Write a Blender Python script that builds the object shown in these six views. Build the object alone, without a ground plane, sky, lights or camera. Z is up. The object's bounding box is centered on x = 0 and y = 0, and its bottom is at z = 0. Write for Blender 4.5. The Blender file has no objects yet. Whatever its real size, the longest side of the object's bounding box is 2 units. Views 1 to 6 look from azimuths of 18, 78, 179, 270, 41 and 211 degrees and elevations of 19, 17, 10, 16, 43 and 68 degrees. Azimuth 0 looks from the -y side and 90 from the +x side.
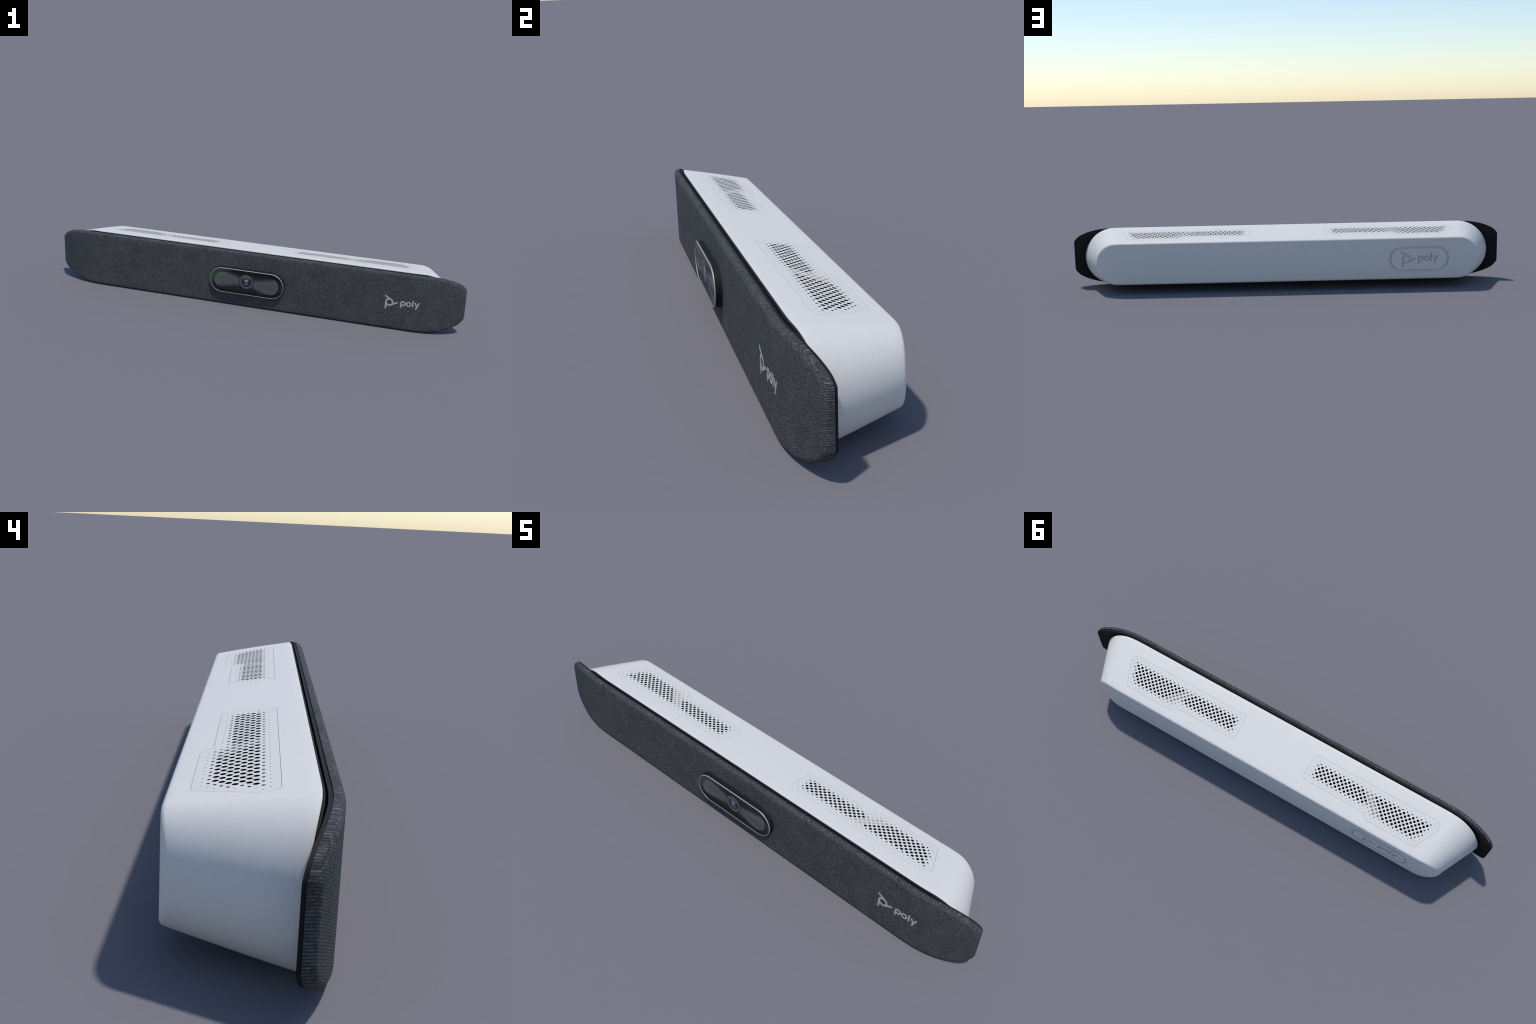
import bpy, bmesh, math, random
import numpy as np
from mathutils import Vector
from mathutils.geometry import delaunay_2d_cdt

random.seed(7)
RNG = np.random.default_rng(7)
TAU = 2 * math.pi
SCENE = bpy.context.scene

# ------------------------------------------------------------------ sizes (metres)
END_BEND_X, END_BEND = 0.76, 0.80          # the front bends back beyond this x (parabola)
GRILLE_FRONT, GRILLE_BACK = -0.1260, -0.1000
BODY_FRONT, BODY_BACK = -0.0915, 0.1482
FRONT_HX, FRONT_HZ = 0.9490, 0.1350        # stadium half sizes of the housing at its front
BACK_HX, BACK_HZ = 0.8610, 0.0930          # ... and at its back
MID_Z = 0.1350
POD_Z, LENS_Z = 0.1272, 0.1312


def bend(x):
    return END_BEND * max(0.0, abs(x) - END_BEND_X) ** 2


def back_bend(x):
    return 1.25 * max(0.0, abs(x) - 0.748) ** 2


def taper(y):
    s = min(1.0, max(0.0, (y + 0.09) / 0.24))
    return 0.84 * s + 0.16 * s * s


def half_x(y):
    s = min(1.0, max(0.0, (y + 0.09) / 0.24))
    return FRONT_HX + (BACK_HX - FRONT_HX) * (0.92 * s + 0.08 * s * s)


def half_z(y):
    return FRONT_HZ + (BACK_HZ - FRONT_HZ) * taper(y)


def top_z(y):
    return MID_Z + half_z(y)


# ------------------------------------------------------------------ materials
def new_material(name, colour, rough=0.5, metallic=0.0, specular=0.5):
    m = bpy.data.materials.new(name)
    m.use_nodes = True
    nt = m.node_tree
    b = nt.nodes["Principled BSDF"]
    b.inputs["Base Color"].default_value = (*colour, 1)
    b.inputs["Roughness"].default_value = rough
    b.inputs["Metallic"].default_value = metallic
    b.inputs["Specular IOR Level"].default_value = specular
    return m, nt, b


def math_node(nt, op, a, b=None, c=None):
    n = nt.nodes.new("ShaderNodeMath")
    n.operation = op
    for i, v in enumerate((a, b, c)):
        if v is None:
            continue
        if isinstance(v, (int, float)):
            n.inputs[i].default_value = v
        else:
            nt.links.new(v, n.inputs[i])
    return n.outputs[0]


def object_xyz(nt):
    t = nt.nodes.new("ShaderNodeTexCoord")
    s = nt.nodes.new("ShaderNodeSeparateXYZ")
    nt.links.new(t.outputs["Object"], s.inputs[0])
    return t.outputs["Object"], s.outputs[0], s.outputs[1], s.outputs[2]


def mapping(nt, vec, scale):
    n = nt.nodes.new("ShaderNodeMapping")
    n.inputs["Scale"].default_value = scale
    nt.links.new(vec, n.inputs["Vector"])
    return n.outputs[0]


def noise(nt, vec, scale, detail=2.0, rough=0.5):
    n = nt.nodes.new("ShaderNodeTexNoise")
    n.inputs["Scale"].default_value = scale
    n.inputs["Detail"].default_value = detail
    n.inputs["Roughness"].default_value = rough
    nt.links.new(vec, n.inputs["Vector"])
    return n.outputs["Fac"]


def ramp(nt, fac, stops, interp="LINEAR"):
    n = nt.nodes.new("ShaderNodeValToRGB")
    n.color_ramp.interpolation = interp
    e = n.color_ramp.elements
    while len(e) < len(stops):
        e.new(0.5)
    for el, (p, c) in zip(e, stops):
        el.position = p
        el.color = (*c, 1)
    nt.links.new(fac, n.inputs[0])
    return n.outputs[0]


def mix(nt, fac, a, b, kind="MIX"):
    n = nt.nodes.new("ShaderNodeMix")
    n.data_type = "RGBA"
    n.blend_type = kind
    for sock, v in ((n.inputs[0], fac), (n.inputs[6], a), (n.inputs[7], b)):
        if isinstance(v, (int, float)):
            sock.default_value = v
        elif isinstance(v, tuple):
            sock.default_value = (*v, 1)
        else:
            nt.links.new(v, sock)
    return n.outputs[2]


def bump(nt, bsdf, height, strength, distance):
    n = nt.nodes.new("ShaderNodeBump")
    n.inputs["Strength"].default_value = strength
    n.inputs["Distance"].default_value = distance
    nt.links.new(height, n.inputs["Height"])
    nt.links.new(n.outputs[0], bsdf.inputs["Normal"])


def smoothstep(nt, v, lo, hi):
    n = nt.nodes.new("ShaderNodeMapRange")
    n.interpolation_type = "SMOOTHSTEP"
    n.inputs["From Min"].default_value = lo
    n.inputs["From Max"].default_value = hi
    nt.links.new(v, n.inputs["Value"])
    return n.outputs[0]


def white_plastic(name, base):
    """Satin white moulding with a faint sandy grain laid on from above."""
    m, nt, b = new_material(name, base, 0.55, 0.0, 0.28)
    vec, x, y, z = object_xyz(nt)
    flat = mapping(nt, vec, (1, 1, 0.08))
    g1 = noise(nt, flat, 330, 2, 0.6)
    g2 = noise(nt, flat, 60, 3, 0.55)
    k = math_node(nt, "ADD", math_node(nt, "MULTIPLY", g1, 0.65), math_node(nt, "MULTIPLY", g2, 0.35))
    lo = tuple(c * 0.97 for c in base)
    hi = tuple(min(1, c * 1.025) for c in base)
    nt.links.new(ramp(nt, k, [(0.32, lo), (0.68, hi)]), b.inputs["Base Color"])
    bump(nt, b, g1, 0.06, 0.0006)
    return m


def fabric(name):
    """Knitted charcoal cloth: staggered light stitches over dark yarn, mapped flat on the front."""
    m, nt, b = new_material(name, (0.04, 0.042, 0.05), 0.9, 0.0, 0.2)
    vec, x, y, z = object_xyz(nt)
    flat = mapping(nt, vec, (1, 0.35, 1))
    wob = math_node(nt, "MULTIPLY", math_node(nt, "SUBTRACT", noise(nt, flat, 70, 2), 0.5), 1.5)
    wob2 = math_node(nt, "MULTIPLY", math_node(nt, "SUBTRACT", noise(nt, mapping(nt, vec, (1.3, 0.4, 0.8)), 60, 2), 0.5), 1.5)
    kx, kz = TAU / 0.0094, TAU / 0.0050
    a = math_node(nt, "SINE", math_node(nt, "ADD", math_node(nt, "MULTIPLY", x, kx), wob))
    c = math_node(nt, "SINE", math_node(nt, "ADD", math_node(nt, "MULTIPLY", z, kz), wob2))
    stitch = math_node(nt, "MULTIPLY_ADD", math_node(nt, "MULTIPLY", a, c), 0.5, 0.5)
    uneven = math_node(nt, "MULTIPLY_ADD", noise(nt, flat, 190, 1), 1.3, -0.15)
    stitch = math_node(nt, "MULTIPLY", stitch, uneven)
    yarn = noise(nt, mapping(nt, vec, (1, 0.4, 1.25)), 480, 2, 0.65)
    patch = noise(nt, flat, 14, 4, 0.6)
    h = math_node(nt, "MULTIPLY_ADD", stitch, 0.80, math_node(nt, "MULTIPLY", yarn, 0.62))
    h = math_node(nt, "ADD", h, math_node(nt, "MULTIPLY", math_node(nt, "SUBTRACT", patch, 0.5), 0.22))
    col = ramp(nt, h, [(0.24, (0.019, 0.0195, 0.021)), (0.52, (0.050, 0.0505, 0.0555)), (0.78, (0.110, 0.112, 0.127)), (1.0, (0.19, 0.194, 0.218))])
    nt.links.new(col, b.inputs["Base Color"])
    bump(nt, b, h, 0.45, 0.0014)
    return m


def black_plastic(name, base=(0.0125, 0.0125, 0.0128), rough=0.65):
    m, nt, b = new_material(name, base, rough, 0.0, 0.15)
    vec, *_ = object_xyz(nt)
    g = noise(nt, vec, 260, 2)
    nt.links.new(ramp(nt, g, [(0.3, tuple(c * 0.88 for c in base)), (0.7, tuple(c * 1.12 for c in base))]), b.inputs["Base Color"])
    bump(nt, b, g, 0.05, 0.0005)
    return m


def green_reflection(nt, x, z):
    """mask of the green coated corner of the camera window (its upper -x end)"""
    slant = math_node(nt, "MULTIPLY_ADD", math_node(nt, "SUBTRACT", z, POD_Z), -1.15, x)
    return math_node(nt, "SUBTRACT", 1.0, smoothstep(nt, slant, -0.205, -0.105))


def window_material(name):
    m, nt, b = new_material(name, (0.006, 0.006, 0.007), 0.22, 0.0, 0.3)
    vec, x, y, z = object_xyz(nt)
    nt.links.new(mix(nt, green_reflection(nt, x, z), (0.0065, 0.0065, 0.0075), (0.036, 0.058, 0.034)), b.inputs["Base Color"])
    return m


def baffle_material(name):
    """grey plate around the lens, running out to black above and below the lens"""
    m, nt, b = new_material(name, (0.05, 0.055, 0.057), 0.5, 0.0, 0.3)
    vec, x, y, z = object_xyz(nt)
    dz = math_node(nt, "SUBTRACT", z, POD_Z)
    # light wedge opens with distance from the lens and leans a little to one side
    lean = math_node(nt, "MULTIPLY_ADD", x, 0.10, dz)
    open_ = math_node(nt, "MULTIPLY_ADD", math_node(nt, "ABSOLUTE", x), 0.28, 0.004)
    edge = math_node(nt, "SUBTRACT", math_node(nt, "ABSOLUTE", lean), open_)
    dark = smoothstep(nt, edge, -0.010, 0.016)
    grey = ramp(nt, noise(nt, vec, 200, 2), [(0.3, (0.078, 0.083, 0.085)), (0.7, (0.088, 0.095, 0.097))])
    grey = mix(nt, green_reflection(nt, x, z), grey, (0.090, 0.130, 0.094))
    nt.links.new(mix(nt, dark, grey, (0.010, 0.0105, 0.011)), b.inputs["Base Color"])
    return m


def lens_material(name):
    """glass with dark green rim; violet and blue reflections painted as rings, reddish heart"""
    m, nt, b = new_material(name, (0.01, 0.01, 0.01), 0.08, 0.0, 0.5)
    vec, x, y, z = object_xyz(nt)
    dz = math_node(nt, "SUBTRACT", z, LENS_Z)
    r = math_node(nt, "SQRT", math_node(nt, "ADD", math_node(nt, "MULTIPLY", x, x), math_node(nt, "MULTIPLY", dz, dz)))
    rn = math_node(nt, "DIVIDE", r, 0.025)
    rings = ramp(nt, rn, [(0.0, (0.42, 0.20, 0.24)), (0.07, (0.30, 0.13, 0.15)), (0.12, (0.035, 0.045, 0.035)), (0.30, (0.02, 0.022, 0.028)),
                          (0.34, (0.16, 0.16, 0.34)), (0.46, (0.10, 0.12, 0.30)), (0.56, (0.02, 0.022, 0.035)), (0.75, (0.006, 0.011, 0.010)), (0.93, (0.010, 0.018, 0.014)), (1.0, (0.03, 0.018, 0.010))])
    violet = ramp(nt, rn, [(0.0, (0.40, 0.22, 0.26)), (0.08, (0.28, 0.16, 0.20)), (0.13, (0.10, 0.10, 0.14)), (0.22, (0.30, 0.29, 0.46)), (0.38, (0.26, 0.25, 0.52)), (0.55, (0.06, 0.05, 0.11)), (0.75, (0.010, 0.012, 0.014)), (1.0, (0.012, 0.010, 0.008))])
    side = math_node(nt, "ABSOLUTE", x)
    fan = math_node(nt, "SUBTRACT", math_node(nt, "ABSOLUTE", dz), math_node(nt, "MULTIPLY", side, 0.55))
    fans = smoothstep(nt, fan, -0.002, 0.004)
    dim = mix(nt, fans, (0.010, 0.013, 0.014), rings)
    near = math_node(nt, "LESS_THAN", rn, 0.30)
    dim = mix(nt, near, dim, rings)
    upper = smoothstep(nt, dz, -0.001, 0.003)
    nt.links.new(mix(nt, math_node(nt, "MULTIPLY", upper, fans), dim, violet), b.inputs["Base Color"])
    b.inputs["Coat Weight"].default_value = 0.3
    return m


WHITE = white_plastic("white_satin_plastic", (0.672, 0.651, 0.624))
VENT_WHITE = white_plastic("vent_white_plastic", (0.655, 0.636, 0.610))
FABRIC = fabric("charcoal_knit")
BLACK = black_plastic("black_plastic")
POD_BLACK = black_plastic("black_satin_plastic", (0.0125, 0.0125, 0.013), 0.6)
CAVITY = new_material("black_mesh_backing", (0.0105, 0.0105, 0.0108), 0.9, 0.0, 0.05)[0]
BEIGE = new_material("warm_grey_plug", (0.42, 0.385, 0.33), 0.8, 0.0, 0.2)[0]
SILVER = new_material("brushed_aluminium", (0.35, 0.36, 0.37), 0.5, 0.4)[0]
PRINT = new_material("silver_print", (0.35, 0.362, 0.375), 0.6, 0.0, 0.3)[0]
FINE_PRINT = new_material("grey_print", (0.11, 0.112, 0.112), 0.6, 0.0, 0.2)[0]
WINDOW = window_material("dark_camera_glass")
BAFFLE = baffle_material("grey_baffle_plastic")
RIDGE = new_material("ridge_grey_plastic", (0.058, 0.064, 0.066), 0.5, 0.0, 0.3)[0]
LENS_GREY = new_material("lens_grey_plastic", (0.078, 0.085, 0.090), 0.5, 0.0, 0.3)[0]
LENS_DARK = new_material("lens_dark_plastic", (0.007, 0.0075, 0.008), 0.5, 0.0, 0.2)[0]
LENS_GLASS = lens_material("painted_reflection_lens_glass")

# ------------------------------------------------------------------ object helpers
ROOT = bpy.data.objects.new("video_conference_bar", None)
ROOT.empty_display_size = 0.2
SCENE.collection.objects.link(ROOT)
ROOT["label"] = "long white speaker bar with charcoal fabric front and central camera"
ROOT["category"] = "video bar"


def add(name, verts, faces, mats, parent=ROOT, face_mat=None, smooth=32.0):
    me = bpy.data.meshes.new(name)
    me.from_pydata([tuple(v) for v in verts], [], faces)
    me.update()
    for m in mats if isinstance(mats, (list, tuple)) else [mats]:
        me.materials.append(m)
    if face_mat is not None:
        me.polygons.foreach_set("material_index", np.asarray(face_mat, dtype=np.int32))
    ob = bpy.data.objects.new(name, me)
    SCENE.collection.objects.link(ob)
    ob.parent = parent
    fix_normals(me)
    smooth_by_angle(me, smooth)
    return ob


def fix_normals(me):
    bm = bmesh.new()
    bm.from_mesh(me)
    bmesh.ops.remove_doubles(bm, verts=bm.verts, dist=1e-6)
    bmesh.ops.recalc_face_normals(bm, faces=bm.faces)
    bm.to_mesh(me)
    bm.free()


def smooth_by_angle(me, degrees):
    me.polygons.foreach_set("use_smooth", [True] * len(me.polygons))
    me.set_sharp_from_angle(angle=math.radians(degrees))
    me.update()


def empty_part(name, parent=ROOT):
    e = bpy.data.objects.new(name, None)
    e.empty_display_size = 0.05
    SCENE.collection.objects.link(e)
    e.parent = parent
    return e


def ring_faces(n, a, b):
    return [(a + i, a + (i + 1) % n, b + (i + 1) % n, b + i) for i in range(n)]


def loft(rings, cap_first=True, cap_last=True):
    n = len(rings[0])
    verts = [p for r in rings for p in r]
    faces = []
    for k in range(len(rings) - 1):
        faces += ring_faces(n, k * n, (k + 1) * n)
    if cap_first:
        faces.append(tuple(range(n)))
    if cap_last:
        faces.append(tuple(range((len(rings) - 1) * n, len(rings) * n)))
    return verts, faces


def stadium(hx, hz, straight=36, arc=24):
    """closed stadium outline (x, z), counter-clockwise from lower left"""
    c = hx - hz
    pts = [(-c + 2 * c * i / straight, -hz) for i in range(straight)]
    pts += [(c + hz * math.sin(math.pi * i / arc), -hz * math.cos(math.pi * i / arc)) for i in range(arc)]
    pts += [(c - 2 * c * i / straight, hz) for i in range(straight)]
    pts += [(-c - hz * math.sin(math.pi * i / arc), hz * math.cos(math.pi * i / arc)) for i in range(arc)]
    return pts


def chaikin(pts, times, closed=True):
    for _ in range(times):
        out = []
        for i in range(len(pts)):
            a, b = np.array(pts[i]), np.array(pts[(i + 1) % len(pts)])
            out += [tuple(a * 0.75 + b * 0.25), tuple(a * 0.25 + b * 0.75)]
        pts = out
    return pts


def resample(pts, step):
    out = []
    for i in range(len(pts)):
        a, b = np.array(pts[i]), np.array(pts[(i + 1) % len(pts)])
        n = max(1, int(round(np.linalg.norm(b - a) / step)))
        out += [tuple(a + (b - a) * k / n) for k in range(n)]
    return out


def round_corners(corners, radii, steps=8):
    """polygon with each corner replaced by an arc of its own radius"""
    out, n = [], len(corners)
    for i in range(n):
        p, a, b = (np.array(corners[j % n], float) for j in (i, i - 1, i + 1))
        u, v = (a - p) / np.linalg.norm(a - p), (b - p) / np.linalg.norm(b - p)
        half = math.acos(max(-1, min(1, float(u @ v)))) / 2
        r = radii[i]
        t = r / math.tan(half)
        s, e = p + u * t, p + v * t
        c = p + (u + v) / np.linalg.norm(u + v) * r / math.sin(half)
        a0 = math.atan2(*(s - c)[::-1])
        d = math.atan2(*(e - c)[::-1]) - a0
        d = (d + math.pi) % TAU - math.pi
        out += [tuple(c + r * np.array((math.cos(a0 + d * k / steps), math.sin(a0 + d * k / steps)))) for k in range(steps + 1)]
    return out


def inset(pts, d):
    """offset a counter-clockwise outline inwards"""
    p = np.array(pts)
    e = np.roll(p, -1, 0) - p
    e /= np.linalg.norm(e, axis=1)[:, None]
    nrm = np.stack([-e[:, 1], e[:, 0]], 1)
    m = nrm + np.roll(nrm, 1, 0)
    m /= np.maximum(1e-9, (m * np.roll(nrm, 1, 0)).sum(1))[:, None]
    return p + m * d


def edge_distance(pts, outline):
    p, o = np.asarray(pts)[:, None, :], np.asarray(outline)
    a, b = o[None], np.roll(o, -1, 0)[None]
    t = np.clip(((p - a) * (b - a)).sum(2) / np.maximum(1e-12, ((b - a) ** 2).sum(2)), 0, 1)
    return np.sqrt(((p - a - t[..., None] * (b - a)) ** 2).sum(2)).min(1)


def inside(pts, outline):
    p, o = np.asarray(pts), np.asarray(outline)
    x, y = p[:, 0][:, None], p[:, 1][:, None]
    ax, ay = o[:, 0][None], o[:, 1][None]
    bx, by = np.roll(o, -1, 0)[:, 0][None], np.roll(o, -1, 0)[:, 1][None]
    cross = (ay > y) != (by > y)
    with np.errstate(divide="ignore", invalid="ignore"):
        xi = ax + (y - ay) * (bx - ax) / (by - ay)
    return (cross & (x < xi)).sum(1) % 2 == 1


def triangulate(points, loops, outline, holes=()):
    """constrained Delaunay fill of an outline; loops = index lists of constraint loops"""
    edges = [(l[i], l[(i + 1) % len(l)]) for l in loops for i in range(len(l))]
    v, _, f, *_ = delaunay_2d_cdt([Vector((float(a), float(b))) for a, b in points], edges, [], 0, 1e-7)
    v = np.array([(p.x, p.y) for p in v])
    f = np.array(f)
    c = v[f].mean(1)
    keep = inside(c, outline)
    for h in holes:
        h = np.asarray(h)
        lo, hi = h.min(0), h.max(0)
        box = np.where(keep & (c[:, 0] > lo[0]) & (c[:, 0] < hi[0]) & (c[:, 1] > lo[1]) & (c[:, 1] < hi[1]))[0]
        if len(box):
            keep[box[inside(c[box], h)]] = False
    return v, f[keep]


# ------------------------------------------------------------------ writing: emblem and letters
def annulus_arm_emblem():
    """Round emblem: a ring with three straight tails leaving it tangentially, 120 degrees apart.
    Returned as outlines (units: outer ring radius = 1)."""
    w, tail_out, arc = 0.40, 1.86, 10
    pieces = []
    outer = []
    for k in range(3):
        turn = TAU / 3 * k
        def rot(p, a=turn):
            return (p[0] * math.cos(a) - p[1] * math.sin(a), p[0] * math.sin(a) + p[1] * math.cos(a))
        # tail hanging from the ring's left flank; cut parallel to the next tail
        inner_x = -1 + w
        yi = -math.sqrt(1 - inner_x ** 2)
        tail = [(-1, 0), (-1, -tail_out), (inner_x, -tail_out + w * math.tan(math.radians(30))), (inner_x, yi)]
        a0, a1 = math.atan2(yi, inner_x), math.radians(-60)
        bow = [(math.cos(a0 + (a1 - a0) * i / arc), math.sin(a0 + (a1 - a0) * i / arc)) for i in range(1, arc)]
        outer += [rot(p) for p in tail + bow]
    hole = [((1 - w) * math.cos(TAU * i / 40), (1 - w) * math.sin(TAU * i / 40)) for i in range(40)]
    return outer, [hole]


def circle(cx, cy, r, n=36, start=0.0, sweep=TAU):
    return [(cx + r * math.cos(start + sweep * i / n), cy + r * math.sin(start + sweep * i / n)) for i in range(n)]


def letters():
    """lower-case geometric letters (outline, holes), same units, origin at the emblem's centre"""
    R, r = 0.655, 0.315
    pc, oc, y0 = 3.24, 4.58, 0.085
    out = []
    # p: bowl with a stem whose foot is cut at a slant
    sw = 0.34
    xi = -R + sw
    a0 = math.atan2(-math.sqrt(R * R - xi * xi), xi)
    bowl = [(R * math.cos(a0 + (math.pi - a0) * i / 30), R * math.sin(a0 + (math.pi - a0) * i / 30)) for i in range(31)]
    p = [(-R, -1.27), (xi, -1.07)] + bowl
    out.append(([(pc + a, y0 + b) for a, b in p], [circle(pc, y0, r)]))
    out.append((circle(oc, y0, R), [circle(oc, y0, r)]))
    out.append(([(5.36, -0.53), (5.70, -0.53), (5.70, 1.30), (5.36, 1.04)], []))
    ty, by = 0.72, -1.06
    out.append(([(5.84, ty), (6.22, ty), (6.52, 0.02), (6.80, ty), (7.16, ty), (6.42, by), (6.04, by), (6.34, -0.40)], []))
    return out


def prism(outline, holes, place, depth_a, depth_b):
    """solid plate from a flat outline; place(u, v, depth) -> xyz"""
    loops, pts = [], []
    for loop in [outline, *holes]:
        loops.append(list(range(len(pts), len(pts) + len(loop))))
        pts += list(loop)
    v, f = triangulate(pts, loops, outline, holes)
    n = len(v)
    verts = [place(a, b, depth_a) for a, b in v] + [place(a, b, depth_b) for a, b in v]
    faces = [tuple(t) for t in f] + [tuple(int(i) + n for i in t[::-1]) for t in f]
    for l in loops:
        faces += [(l[i], l[(i + 1) % len(l)], l[(i + 1) % len(l)] + n, l[i] + n) for i in range(len(l))]
    return verts, faces


# ------------------------------------------------------------------ housing (white body)
def housing():
    S, A = 60, 30
    ring_front = stadium(FRONT_HX, FRONT_HZ, S, A)
    back_round, lip = 0.008, 0.003
    rings = []

    def ring(y_nominal, shrink, extra=0.0):
        s = (y_nominal - BODY_FRONT) / (BODY_BACK - BODY_FRONT)
        hx, hz = half_x(y_nominal) - shrink, half_z(y_nominal) - shrink
        out = []
        for (x, z), (xf, _) in zip(stadium(hx, hz, S, A), ring_front):
            out.append((x, y_nominal + bend(xf) * max(0.0, 1 - s) - back_bend(x) * max(0.0, s) ** 1.5 + extra, MID_Z + z))
        return out

    inner = [(x, -0.045, MID_Z + z) for x, z in stadium(FRONT_HX - 0.02, FRONT_HZ - 0.02, S, A)]
    rings.append(inner)
    rings.append(ring(BODY_FRONT, 0.0052, 0.004))
    rings.append(ring(BODY_FRONT, 0.0040))
    for k in range(1, 4):
        t = math.pi / 2 * k / 3
        rings.append(ring(BODY_FRONT + lip * (1 - math.cos(t)), lip * (1 - math.sin(t)) * 0.8))
    for k in range(1, 16):
        y = BODY_FRONT + lip + (BODY_BACK - back_round - BODY_FRONT - lip) * k / 16
        rings.append(ring(y, 0.0))
    for k in range(0, 7):
        t = math.pi / 2 * k / 6
        rings.append(ring(BODY_BACK - back_round * (1 - math.sin(t)), back_round * (1 - math.cos(t))))
    rings[-1] = [(x, BODY_BACK - back_bend(x), z) for x, y, z in rings[-1]]
    v, f = loft(rings, True, False)
    # back face: upright strips between opposite points of the last ring, so it can follow the bend
    k, n = (len(rings) - 1) * len(inner), len(inner)
    low = list(range(S + 1))
    high = [(2 * S + A - i) % n for i in range(S + 1)]
    for i in range(S):
        f.append((k + low[i], k + low[i + 1], k + high[i + 1], k + high[i]))
    for i in range(A // 2):
        q = (k + S + i, k + S + i + 1, k + S + A - i - 1, k + S + A - i)
        f.append(q if q[1] != q[2] else (q[0], q[1], q[3]))
        o = 2 * S + A
        q = (k + o + i, k + o + i + 1, k + (o + A - i - 1) % n, k + (o + A - i) % n)
        f.append(q if q[1] != q[2] else (q[0], q[1], q[3]))
    return add("housing", v, f, [WHITE], smooth=35)


def cut(target, cutters):
    for c in cutters:
        mod = target.modifiers.new("cut", "BOOLEAN")
        mod.operation, mod.solver, mod.object = "DIFFERENCE", "EXACT", c
    dg = bpy.context.evaluated_depsgraph_get()
    me = bpy.data.meshes.new_from_object(target.evaluated_get(dg))
    target.modifiers.clear()
    old = target.data
    target.data = me
    me.name = "housing"
    bpy.data.meshes.remove(old)
    for c in cutters:
        d = c.data
        bpy.data.objects.remove(c)
        bpy.data.meshes.remove(d)


# vent outlines (|x|, y) of the two halves; they mirror each other except for a small shift
VENT_CORNERS = {
    1: [(0.169, -0.0325), (0.775, -0.0325), (0.713, 0.1095), (0.4905, 0.1095), (0.4585, 0.0865), (0.169, 0.0865)],
    -1: [(0.173, -0.0325), (0.792, -0.0325), (0.7205, 0.1095), (0.4955, 0.1095), (0.4635, 0.0865), (0.173, 0.0865)],
}
VENT_RADII = [0.018, 0.026, 0.018, 0.024, 0.024, 0.020]
PITCH = 0.02172
VENT_PHASE = 0.7406
MIRROR_SHIFT = 0.0078                      # the hole field of the -x vent sits this much further out


def vent_outline(side):
    pts = round_corners(VENT_CORNERS[side], VENT_RADII)
    if side < 0:
        pts = [(-x, y) for x, y in pts][::-1]
    return resample(pts, 0.008)


def vent_holes(side):
    """square lattice turned 45 degrees; the holes shrink in two steps towards the rim"""
    outline = vent_outline(1)
    pts = np.array([(VENT_PHASE + (i + 0.5 * (j % 2)) * PITCH, -0.0153 + j * PITCH / 2) for j in range(14) for i in range(-40, 10)])
    pts = pts[inside(pts, outline)]
    found = []
    for (x, y), gap in zip(pts, edge_distance(pts, outline)):
        if gap < 0.0075:
            continue
        r = 0.00135 if gap < 0.0183 else 0.0031 if gap < 0.0325 else 0.00545
        # band of closed holes (plugs): two diagonal rows where the step of the outline sits
        j = round((y + 0.0153) / (PITCH / 2))
        k = round((x - 0.3985 - y) / (PITCH / 2) - 0.91)
        plug = r > 0.002 and (k in (2, 4) or (k == 0 and j >= 6) or (k == -2 and j == 7) or (k == 6 and j == 1))
        found.append((x if side > 0 else -x - MIRROR_SHIFT, y, r, plug))
    return found


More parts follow.
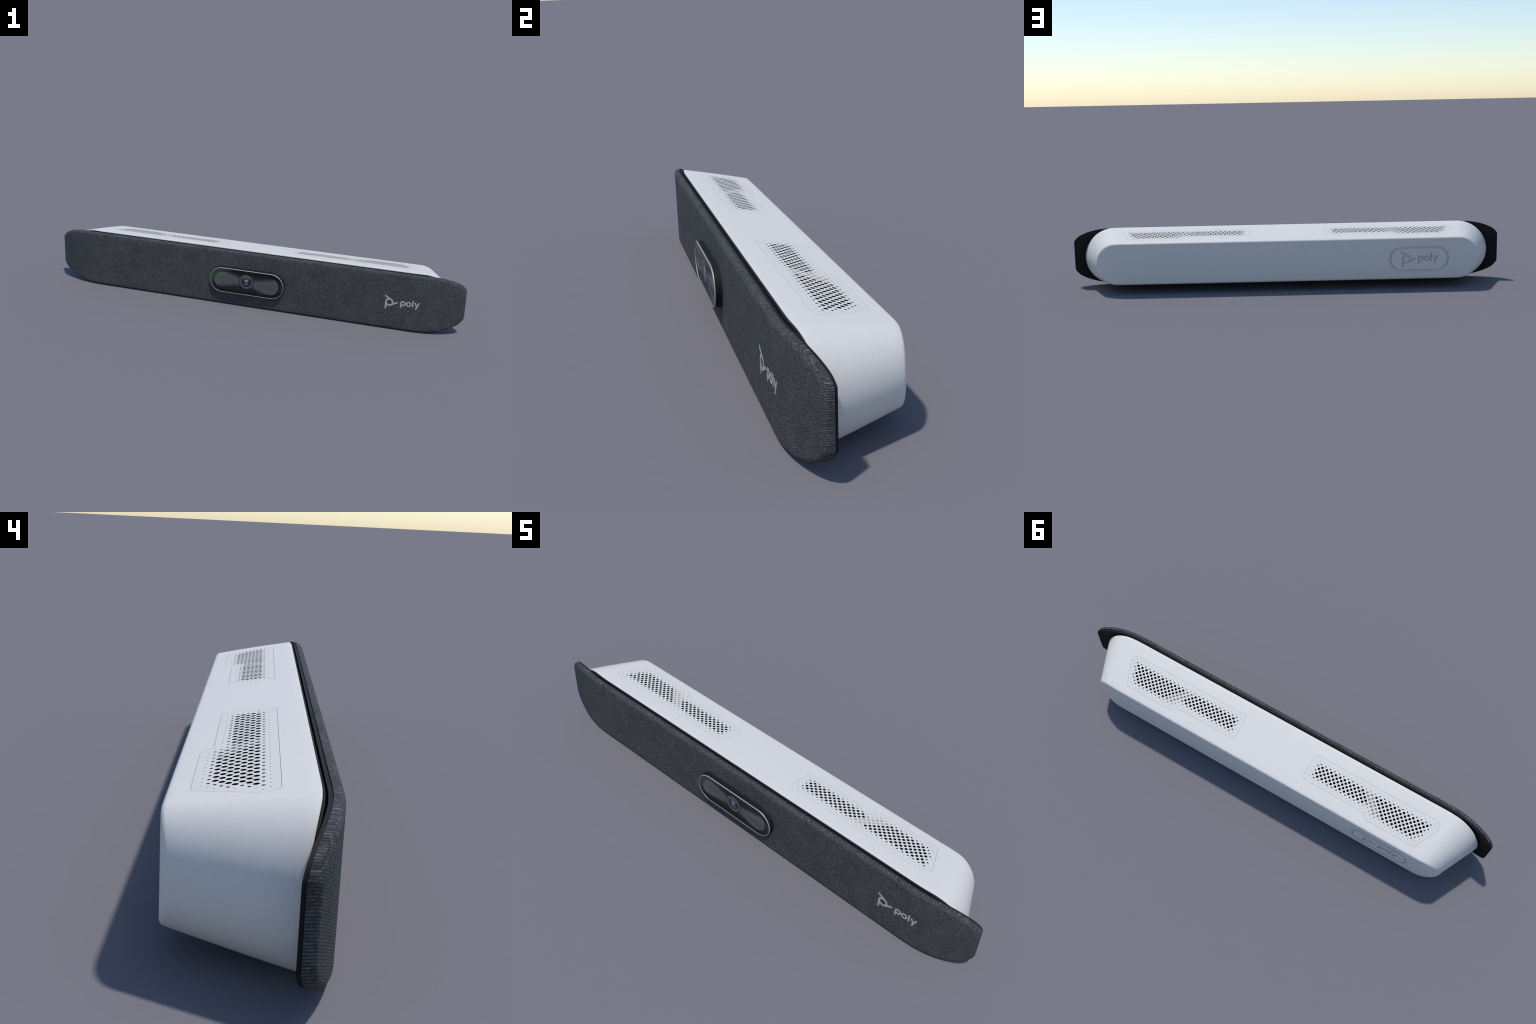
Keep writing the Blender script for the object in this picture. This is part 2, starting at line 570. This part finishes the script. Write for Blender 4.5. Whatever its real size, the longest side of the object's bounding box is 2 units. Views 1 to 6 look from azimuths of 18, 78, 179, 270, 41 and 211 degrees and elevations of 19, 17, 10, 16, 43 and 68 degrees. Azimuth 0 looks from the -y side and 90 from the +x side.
def vent(side):
    part = empty_part("top_vent")
    rim = vent_outline(side)
    rim_in = inset(rim, 0.0007)
    holes = vent_holes(side)
    pts, loops, hole_loops = [tuple(p) for p in rim_in], [], []
    loops.append(list(range(len(pts))))
    for x, y, r, plug in holes:
        n = 8 if r < 0.002 else 12 if r < 0.004 else 20
        l = circle(x, y, r, n)
        loops.append(list(range(len(pts), len(pts) + n)))
        hole_loops.append(l)
        pts += l
    v, f = triangulate(pts, loops, rim_in, hole_loops)
    n = len(v)
    verts = [(a, b, top_z(b)) for a, b in v]
    faces = [tuple(int(i) for i in t) for t in f]
    mats = [0] * len(faces)
    # rim wall and hole walls
    depth = 0.0078
    low = {}

    def down(i, d):
        if (i, d) not in low:
            low[i, d] = len(verts)
            a, b, c = verts[i]
            verts.append((a, b, c - d))
        return low[i, d]

    for k, l in enumerate(loops):
        if k and holes[k - 1][3]:
            continue
        for i in range(len(l)):
            a, b = l[i], l[(i + 1) % len(l)]
            faces.append((a, b, down(b, depth), down(a, depth)))
            mats.append(1 if k else 0)
    add("vent_plate", verts, faces, [VENT_WHITE, CAVITY], part, mats, 25)
    # dark acoustic mesh below the plate
    lv, lf = prism([tuple(p) for p in inset(rim, 0.0025)], [], lambda a, b, d: (a, b, top_z(b) - d), 0.0076, 0.0112)
    # plugs: shallow bowls in warm grey
    bv, bf = [], []
    for (x, y, r, plug) in holes:
        if not plug:
            continue
        k0, seg = len(bv), 20 if r > 0.004 else 12
        levels = 4
        for q in range(levels):
            t = math.pi / 2 * q / levels
            for a, b in circle(x, y, r * math.cos(t), seg):
                bv.append((a, b, top_z(b) - 1.05 * r * math.sin(t)))
        bv.append((x, y, top_z(y) - 1.05 * r))
        for q in range(levels - 1):
            bf += ring_faces(seg, k0 + q * seg, k0 + (q + 1) * seg)
        bf += [(k0 + (levels - 1) * seg + i, k0 + (levels - 1) * seg + (i + 1) % seg, k0 + levels * seg) for i in range(seg)]
    add("vent_mesh", lv, lf, [CAVITY], part)
    plugs = add("vent_plug", bv, bf, [BEIGE], part, smooth=80)
    for p in plugs.data.polygons:      # open bowls: make every face look up
        if p.normal.z < 0:
            p.flip()
    plugs["kind"] = "stuff"
    return rim


def back_place(cx, cz, scale):
    return lambda u, v, d: (cx - u * scale, BODY_BACK - d, cz + v * scale)


def build_housing():
    body = housing()
    cutters = []
    for side in (1, -1):
        rim = vent(side)
        v, f = prism([tuple(p) for p in rim], [], lambda a, b, d: (a, b, top_z(b) - d), -0.02, 0.012)
        cutters.append(add("cutter", v, f, [WHITE]))
    # engraved oval groove with emblem and letters on the back
    cx, cz, depth = -0.5915, 0.1330, 0.0070
    outer = [(x, z) for x, z in stadium(0.1350, 0.0568, 12, 28)]
    inner = [(x, z) for x, z in stadium(0.1252, 0.0470, 12, 28)]
    v, f = prism(outer, [inner], lambda a, b, d: (cx + a, BODY_BACK - d, cz + b), -0.004, depth)
    cutters.append(add("cutter", v, f, [WHITE]))
    place = back_place(-0.5347, 0.1328, 0.02005)
    o, h = annulus_arm_emblem()
    for outline, holes in [(o, h), *letters()]:
        v, f = prism(outline, holes, place, -0.004, depth)
        cutters.append(add("cutter", v, f, [WHITE]))
    cut(body, cutters)
    smooth_by_angle(body.data, 28)
    # black frame filling the slot between the housing and the front grille
    S, A = 60, 30
    base = stadium(FRONT_HX, FRONT_HZ, S, A)
    rings = []
    for y, shrink in ((-0.080, 0.030), (-0.0900, 0.012), (-0.0925, 0.0045), (-0.0950, 0.0045), (-0.0958, 0.0055), (-0.0958, 0.016), (-0.086, 0.017), (-0.086, 0.030), (-0.1040, 0.030)):
        rings.append([(x, y + bend(xf), MID_Z + z) for (x, z), (xf, _) in zip(stadium(FRONT_HX - shrink, FRONT_HZ - shrink, S, A), base)])
    v, f = loft(rings, False, False)
    add("front_frame", v, f, [BLACK])


# ------------------------------------------------------------------ fabric front grille
def grille_outline():
    right = [(0.790, 0.000), (0.848, 0.0035), (0.895, 0.0130), (0.946, 0.0310), (0.978, 0.0500), (0.990, 0.0640), (0.9995, 0.0780), (1.0, 0.0870),
             (1.0, 0.2060), (0.9995, 0.2130), (0.982, 0.2345), (0.940, 0.2530), (0.892, 0.2630), (0.840, 0.2675)]
    left = [(-x, z) for x, z in right][::-1]
    return resample(chaikin(right + left, 2), 0.010)


def bent_sheet(name, outline, y_front, y_back, radius, mats, steps=7, cap_back=False, grid=0.014):
    """plate that fills an outline, with rounded front edge, bent back at both ends"""
    outline = [tuple(p) for p in outline]
    loops, pts = [], []
    for k in range(steps):
        d = radius * (1 - math.cos(math.pi / 2 * (1 - k / (steps - 1)))) if False else radius * (1 - math.sin(math.pi / 2 * (1 - k / (steps - 1))))
        loop = outline if k == 0 else [tuple(p) for p in inset(outline, d)]
        loops.append(list(range(len(pts), len(pts) + len(loop))))
        pts += loop
    o = np.array(outline)
    gx, gz = np.meshgrid(np.arange(-1.0, 1.0001, grid), np.arange(0.0, 0.28, grid))
    g = np.stack([gx.ravel(), gz.ravel()], 1)
    g = g[inside(g, outline)]
    g = g[edge_distance(g, outline) > radius + grid * 0.5]
    v, f = triangulate(pts + [tuple(p) for p in g], loops, outline)
    d = edge_distance(v, outline)
    drop = np.where(d < radius, radius - np.sqrt(np.maximum(0, radius ** 2 - (radius - d) ** 2)), 0)
    verts = [(a, y_front + bend(a) + e, b) for (a, b), e in zip(v, drop)]
    faces = [tuple(int(i) for i in t) for t in f]
    n, m = len(verts), len(outline)
    cols = 3
    for c in range(1, cols + 1):
        for i in range(m):
            a, y, b = verts[i]
            verts.append((a, y + (y_back + bend(a) - y) * c / cols, b))
    prev = list(range(m))
    for c in range(cols):
        cur = [n + c * m + i for i in range(m)]
        faces += [(prev[i], prev[(i + 1) % m], cur[(i + 1) % m], cur[i]) for i in range(m)]
        prev = cur
    if cap_back:
        k = len(verts)
        verts += [(a, y_back + bend(a), b) for a, b in v]
        faces += [tuple(int(i) + k for i in t[::-1]) for t in f]
    return add(name, verts, faces, mats, smooth=50)


def build_grille():
    out = grille_outline()
    bent_sheet("fabric_grille", out, GRILLE_FRONT, GRILLE_BACK - 0.0075, 0.011, [FABRIC])
    bent_sheet("grille_backing", inset(out, 0.0028), GRILLE_BACK - 0.0095, GRILLE_BACK, 0.0008, [BLACK], steps=3, cap_back=True)


# ------------------------------------------------------------------ camera module
def front_ring(hx, hz, y, S=24, A=40):
    return [(x, y, POD_Z + z) for x, z in stadium(hx, hz, S, A)]


def disc_rings(profile, n=56):
    """lathe around the lens axis: profile of (radius, y)"""
    return [[(r * math.cos(TAU * i / n), y, LENS_Z + r * math.sin(TAU * i / n)) for i in range(n)] for r, y in profile]


def build_camera():
    pod = empty_part("camera_module")
    HX, HZ = 0.1815, 0.0613
    # shell
    rings = [front_ring(HX + e, HZ + e, y) for e, y in
             ((0.0020, GRILLE_FRONT + 0.004), (0.0020, GRILLE_FRONT - 0.001), (0.0005, GRILLE_FRONT - 0.003), (0.0, -0.140), (0.0, -0.1460), (-0.0010, -0.1464), (-0.004, -0.1464))]
    v, f = loft(rings, True, False)
    add("camera_shell", v, f, [POD_BLACK], pod)
    # polished trim ring
    prof = [(0.0002, -0.1450), (0.0000, -0.1460), (-0.0010, -0.1474), (-0.0018, -0.1482), (-0.0023, -0.1480), (-0.0026, -0.1474), (-0.0030, -0.1452)]
    v, f = loft([front_ring(HX + e, HZ + e, y) for e, y in prof], False, False)
    add("trim_ring", v, f, [SILVER], pod, smooth=70)
    # dark window border, stepping down to the grey baffle
    yb = -0.1452
    ix, iz = 0.1585, 0.0422
    rings = [front_ring(HX - 0.0027, HZ - 0.0027, -0.1466), front_ring(ix + 0.0012, iz + 0.0012, -0.1466), front_ring(ix, iz, -0.1463), front_ring(ix, iz, yb + 0.001)]
    v, f = loft(rings, False, False)
    add("camera_window", v, f, [WINDOW], pod)
    v, f = loft([front_ring(ix + 0.001, iz + 0.001, yb)] + [front_ring((ix - 0.001) * s + 0.0005, (iz - 0.001) * s + 0.0005, yb) for s in (0.9, 0.7, 0.4)])
    v, f = v, [q for q in f[:-2]] + [f[-1]]
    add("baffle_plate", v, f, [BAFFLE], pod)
    # curved ridges left and right of the lens: equal bows marching outwards
    count, first, last = 15, 0.050, 0.1575
    for side in (1, -1):
        for k in range(count):
            apex = first + (last - first) * k / (count - 1)
            R = 0.0385
            span = math.radians(20 + 34 * k / (count - 1))
            n, half, h = 18, 0.0023, 0.0018
            vv, ff = [], []
            for i in range(n + 1):
                a = -span + 2 * span * i / n
                fade = max(0.05, math.cos(math.pi / 2 * abs(a) / span)) ** 0.6
                for rr, yy in ((R - half * fade, yb + 0.0001), (R, yb - h * fade), (R + half * fade, yb + 0.0001)):
                    vv.append((side * (apex - R + rr * math.cos(a)), yy, POD_Z + rr * math.sin(a)))
            for i in range(n):
                for j in range(2):
                    p = i * 3 + j
                    ff.append((p, p + 1, p + 4, p + 3))
            add("baffle_ridge", vv, ff, [BAFFLE], pod, smooth=20)
    # lens assembly
    n = 56
    v, f = loft(disc_rings([(0.0385, yb + 0.001), (0.0385, yb - 0.0005), (0.0372, yb - 0.0008), (0.0366, yb - 0.0002)], n), False, False)
    add("lens_bezel", v, f, [BAFFLE], pod)
    v, f = loft(disc_rings([(0.0370, yb - 0.0003), (0.0320, yb - 0.0003)], n), False, False)
    add("lens_groove", v, f, [LENS_DARK], pod)
    v, f = loft(disc_rings([(0.0336, yb), (0.0336, yb - 0.0009), (0.0330, yb - 0.0012), (0.0262, yb - 0.0012), (0.0246, yb - 0.0004)], n), False, False)
    add("lens_ring", v, f, [LENS_GREY], pod)
    prof = [(0.0250 * math.sin(math.pi / 2 * q / 10), yb - 0.0010 + 0.0008 * (1 - math.cos(math.pi / 2 * q / 10))) for q in range(10, 0, -1)]
    v, f = loft(disc_rings(prof, n), False, True)
    add("lens_glass", v, f, [LENS_GLASS], pod, smooth=60)
    # shutter lid: circle segment covering the top of the lens
    Rl, zl = 0.0358, 0.0172
    a = math.asin(zl / Rl)
    seg = [(Rl * math.cos(a + (math.pi - 2 * a) * i / 28), Rl * math.sin(a + (math.pi - 2 * a) * i / 28)) for i in range(29)]
    v, f = prism(seg, [], lambda x, z, d: (x, yb - d, LENS_Z + z), 0.0002, 0.0022)
    lid = add("lens_lid", v, f, [LENS_GREY], pod)
    # fine lettering too small to read: rows of short strokes bowed along both window ends
    for side in (1, -1):
        marks = empty = None
        vv, ff = [], []
        R, cx = 0.0500, HX - HZ
        total = 9 if side > 0 else 7
        span = math.radians(29 if side > 0 else 24)
        tilt = 0.0 if side > 0 else math.radians(6)
        for k in range(total):
            a = -span + 2 * span * (k + 0.5) / total + tilt
            w = R * 2 * span / total
            for (r0, r1, s0, s1) in ((-0.0022, 0.0022, -0.36, -0.10), (RNG.choice([-0.0022, -0.0004, 0.0010]), 0, 0, 0.30)):
                if r1 == 0:
                    r1 = r0 + 0.0013
                b = len(vv)
                for rr, ss in ((r0, s0), (r1, s0), (r1, s1), (r0, s1)):
                    aa = a + ss * w / R
                    vv.append((side * (cx + (R + rr) * math.cos(aa)), -0.1469, POD_Z + (R + rr) * math.sin(aa)))
                ff.append((b, b + 1, b + 2, b + 3))
        ob = add("fine_print", vv, ff, [FINE_PRINT], pod)
        ob["kind"] = "stuff"


# ------------------------------------------------------------------ printed emblem and word on the fabric
def build_logo():
    part = empty_part("front_logo")
    s, cx, cz = 0.01890, 0.6716, 0.1290
    place = lambda u, v, d: (cx + u * s, GRILLE_FRONT + bend(cx + u * s) - d, cz + v * s)
    o, h = annulus_arm_emblem()
    v, f = prism(o, h, place, -0.0004, 0.0006)
    add("emblem", v, f, [PRINT], part)
    for outline, holes in letters():
        v, f = prism(outline, holes, place, -0.0004, 0.0006)
        add("letter", v, f, [PRINT], part)


build_housing()
build_grille()
build_camera()
build_logo()
bpy.context.view_layer.update()
